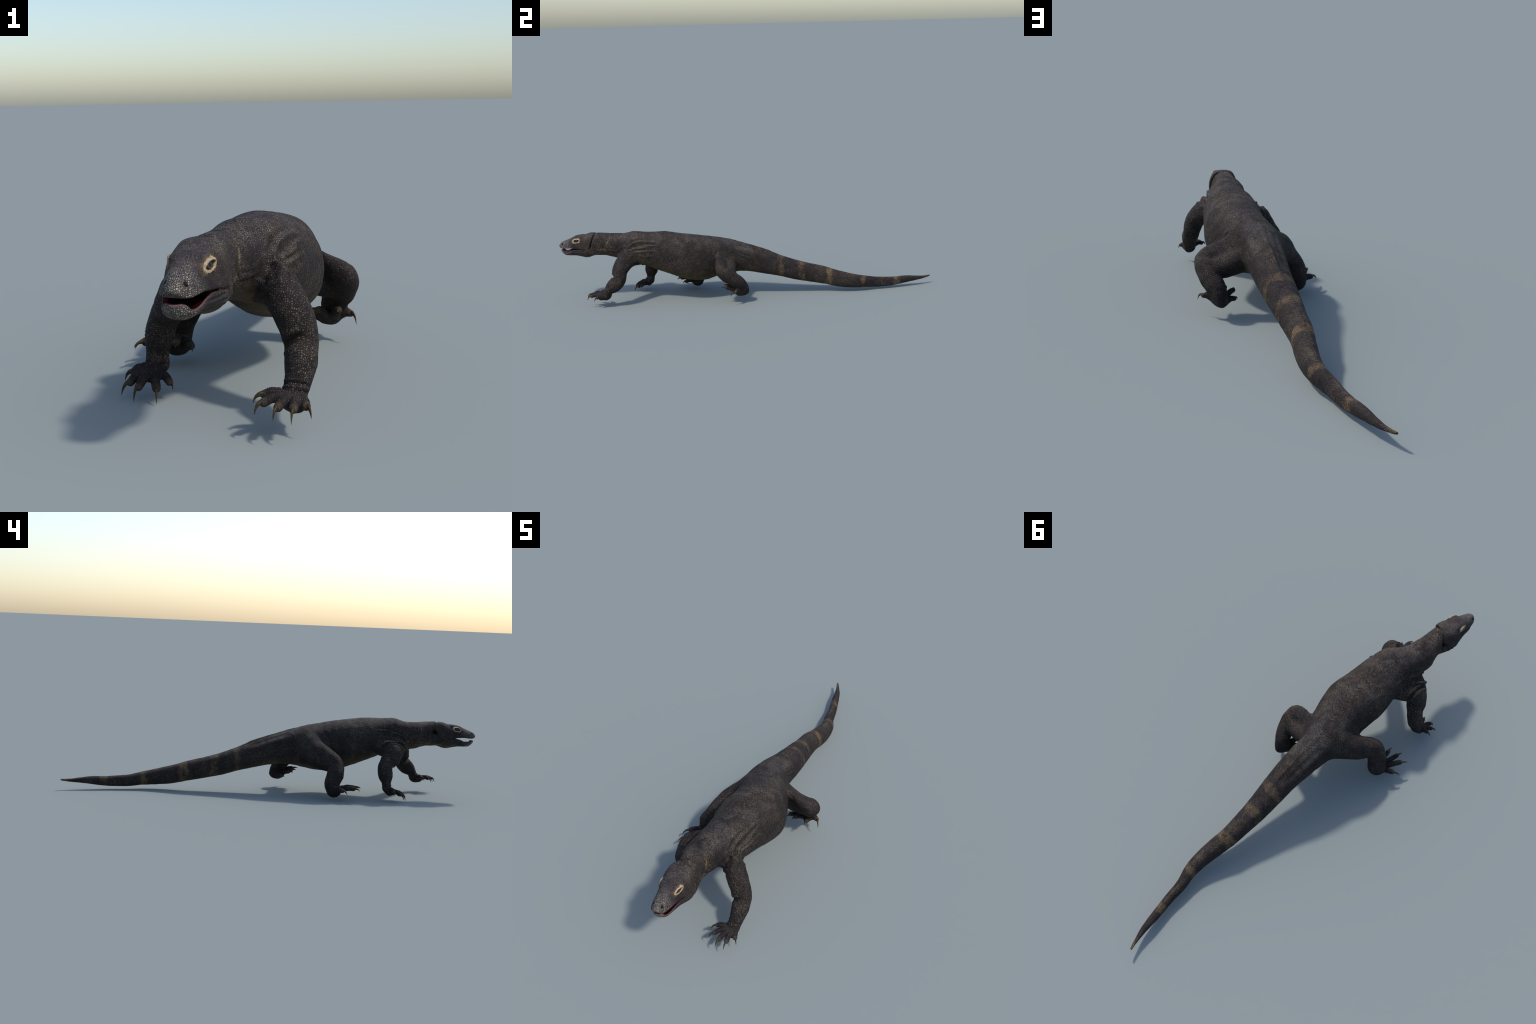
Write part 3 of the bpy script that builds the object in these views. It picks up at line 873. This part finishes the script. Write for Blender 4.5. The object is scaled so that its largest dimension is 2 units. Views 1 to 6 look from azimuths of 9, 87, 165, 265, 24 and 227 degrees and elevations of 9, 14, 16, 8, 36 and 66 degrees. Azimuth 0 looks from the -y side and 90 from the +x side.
def make_hide():
    f = BODY.sdf
    verts, quads = polygonise(f, V(-.29, -1.02, -.02), V(.29, 1.02, .40), CELL)
    centre = verts[quads].mean(1)
    s = (centre - HO) @ HF
    fine = s > .004
    for n in LIMBS:
        tp = np.vstack([Y[:, :3] for Y in BODY.toe[n]])
        lo, hi = tp.min(0) - .024, tp.max(0) + .024
        fine |= ((centre > lo) & (centre < hi)).all(1)
    verts, quads, ngons = split_faces(verts, quads, fine)
    verts = settle(f, verts, 2)
    faces = quads.tolist() + ngons
    N, _ = gradient(f, verts)
    N /= np.maximum(np.linalg.norm(N, axis=1), 1e-6)[:, None]
    verts = verts + N * relief(verts, N)[:, None]
    me = bpy.data.meshes.new("hide")
    me.from_pydata(verts.tolist(), [], faces)
    me.update()
    vn = np.zeros(len(verts) * 3, np.float32)
    me.vertex_normals.foreach_get("vector", vn)
    bpy.data.meshes.remove(me)
    return verts, faces, vn.reshape(-1, 3)


PARTS = ["head", "mouth_lining", "neck", "torso", "tail", "forelimb", "forelimb", "hindlimb", "hindlimb", "hand", "hand", "foot", "foot"]


def label_faces(verts, faces):
    C = np.array([verts[f].mean(0) for f in faces])
    lab = np.full(len(C), 3)
    lab[C[:, 1] < -.665 + .25 * (C[:, 2] - .3)] = 2
    lab[C[:, 1] > .035 - .25 * (C[:, 2] - .2)] = 4
    s, l, h = to_head(C)
    sc = .009 + .62 * np.minimum(l, 0) + .33 * np.maximum(.05 - h, 0) * np.clip(l / .03, 0, 1)
    hm = s > sc
    lab[hm] = 0
    near = np.where(hm & (s > .058))[0]
    _, _, g = BODY.jaws(s[near], l[near], h[near])
    cav = BODY.cavity(s[near], l[near], h[near], g)
    mem = BODY.membrane(s[near], l[near], h[near], g)
    lab[near[((cav < .0016) & (h[near] > g["bot"] + .0065)) | (mem < .0012)]] = 1
    trunk = BODY.trunk(C)
    for i, n in enumerate(("LF", "RF", "LH", "RH")):
        lo, hi = BODY.box[n]
        m = np.where(((C > lo - .03) & (C < hi + .03)).all(1) & ~hm)[0]
        arm, hand = BODY.limb(n, C[m], True)
        mine = np.minimum(arm, hand) < trunk[m] - .001
        lab[m[mine]] = 5 + i
        lab[m[mine & (hand < arm)]] = 9 + i
    return lab


def build():
    root = bpy.data.objects.new("komodo_dragon", None)
    root.empty_display_size = .1
    bpy.context.scene.collection.objects.link(root)
    root["label"] = "walking dark grey monitor lizard with open mouth and banded tail"
    root["category"] = "lizard"

    mats = {"head": skin("head_scales", "head"), "neck": skin("neck_scales", "neck"), "torso": skin("back_scales", "torso"),
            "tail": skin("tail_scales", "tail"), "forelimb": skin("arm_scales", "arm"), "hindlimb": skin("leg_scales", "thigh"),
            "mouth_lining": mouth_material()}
    tips = {n: [V(*t[1]) for t in TOES[n]] for n in TOES}
    horn = claw_material()

    verts, faces, vn = make_hide()
    lab = label_faces(verts, faces)
    made = {}
    sizes = np.array([len(f) for f in faces])
    for k, kind in enumerate(PARTS):
        pick = np.where(lab == k)[0]
        sub = [faces[i] for i in pick]
        used = np.unique(np.concatenate([np.array(f) for f in sub]))
        remap = np.full(len(verts), -1)
        remap[used] = np.arange(len(used))
        me = bpy.data.meshes.new(kind)
        me.from_pydata(verts[used].tolist(), [], [[int(remap[v]) for v in f] for f in sub])
        me.update()
        smooth(me)
        me.normals_split_custom_set_from_vertices(vn[used].tolist())
        if kind in ("hand", "foot"):
            limb = ("LF", "RF", "LH", "RH")[k - 9]
            mat = skin(kind + "_scales", "foot", tips[limb])
        else:
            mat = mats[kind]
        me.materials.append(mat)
        made[k] = new_object(kind, me, root)

    # claws
    for i, limb in enumerate(("LF", "RF", "LH", "RH")):
        for r, b, t in TOES[limb]:
            me = claw_mesh(V(*r), V(*b), V(*t))
            me.materials.append(horn)
            new_object("claw", me, made[9 + i])

    # eyes
    ball = eye_material()
    for side in (1, -1):
        me = sphere_mesh("eye", 28, 18, (.0115, .0115, .0115))
        me.materials.append(ball)
        o = new_object("eye", me, made[0])
        look_dir = HL * side + HF * .34 + HU * .22
        look_dir /= np.linalg.norm(look_dir)
        o.location = from_head(EYE[0] - .0005, side * (EYE[1] - .0076), EYE[2] - .0005)
        o.rotation_euler = mathutils.Vector(look_dir).to_track_quat("Y", "Z").to_euler()
    me = sphere_mesh("tongue", 24, 14, (.0120, .0250, .0060))
    me.materials.append(plain("tongue_flesh", (.15, .035, .040), (.27, .080, .085), 140, .35, .5, .2).mat)
    o = new_object("tongue", me, made[1])
    o.location = from_head(.158, .000, -.0400)
    o.rotation_euler = mathutils.Vector(HF).to_track_quat("Y", "Z").to_euler()
    return root


def claw_mesh(r, b, t):
    d = (b - r) / np.linalg.norm(b - r)
    start = b - d * .005
    flat = (t - b) * V(1, 1, 0)
    ctrl = b + flat * .72 + V(0, 0, .0035) + d * .002
    n, k = 14, 10
    verts, faces = [], []
    side = np.cross(t - b, V(0, 0, 1))
    side /= max(np.linalg.norm(side), 1e-6)
    for i in range(n):
        u = i / (n - 1)
        p = (1 - u) ** 2 * start + 2 * u * (1 - u) * ctrl + u * u * t
        tg = 2 * (1 - u) * (ctrl - start) + 2 * u * (t - ctrl)
        tg /= np.linalg.norm(tg)
        up = np.cross(side, tg)
        rad = .0056 * (1 - u) ** .9 + .0003
        for j in range(k):
            a = 2 * np.pi * j / k
            verts.append(tuple(p + side * np.cos(a) * rad * .80 + up * np.sin(a) * rad * 1.12))
    for i in range(n - 1):
        for j in range(k):
            a, c = i * k + j, i * k + (j + 1) % k
            faces.append((a, c, c + k, a + k))
    faces.append(tuple(range(k))[::-1])
    faces.append(tuple(range((n - 1) * k, n * k)))
    me = bpy.data.meshes.new("claw")
    me.from_pydata(verts, [], faces)
    me.update()
    smooth(me)
    return me


def sphere_mesh(name, seg, rings, rad):
    verts = [(0, 0, rad[2])]
    for i in range(1, rings):
        th = np.pi * i / rings
        for j in range(seg):
            a = 2 * np.pi * j / seg
            verts.append((rad[0] * np.sin(th) * np.cos(a), rad[1] * np.sin(th) * np.sin(a), rad[2] * np.cos(th)))
    verts.append((0, 0, -rad[2]))
    faces = [(0, 1 + j, 1 + (j + 1) % seg) for j in range(seg)]
    for i in range(rings - 2):
        for j in range(seg):
            a, b = 1 + i * seg + j, 1 + i * seg + (j + 1) % seg
            faces.append((a, a + seg, b + seg, b))
    last = len(verts) - 1
    faces += [(last, 1 + (rings - 2) * seg + (j + 1) % seg, 1 + (rings - 2) * seg + j) for j in range(seg)]
    me = bpy.data.meshes.new(name)
    me.from_pydata([tuple(map(float, v)) for v in verts], [], faces)
    me.update()
    smooth(me)
    return me


CELL = .0024
build()
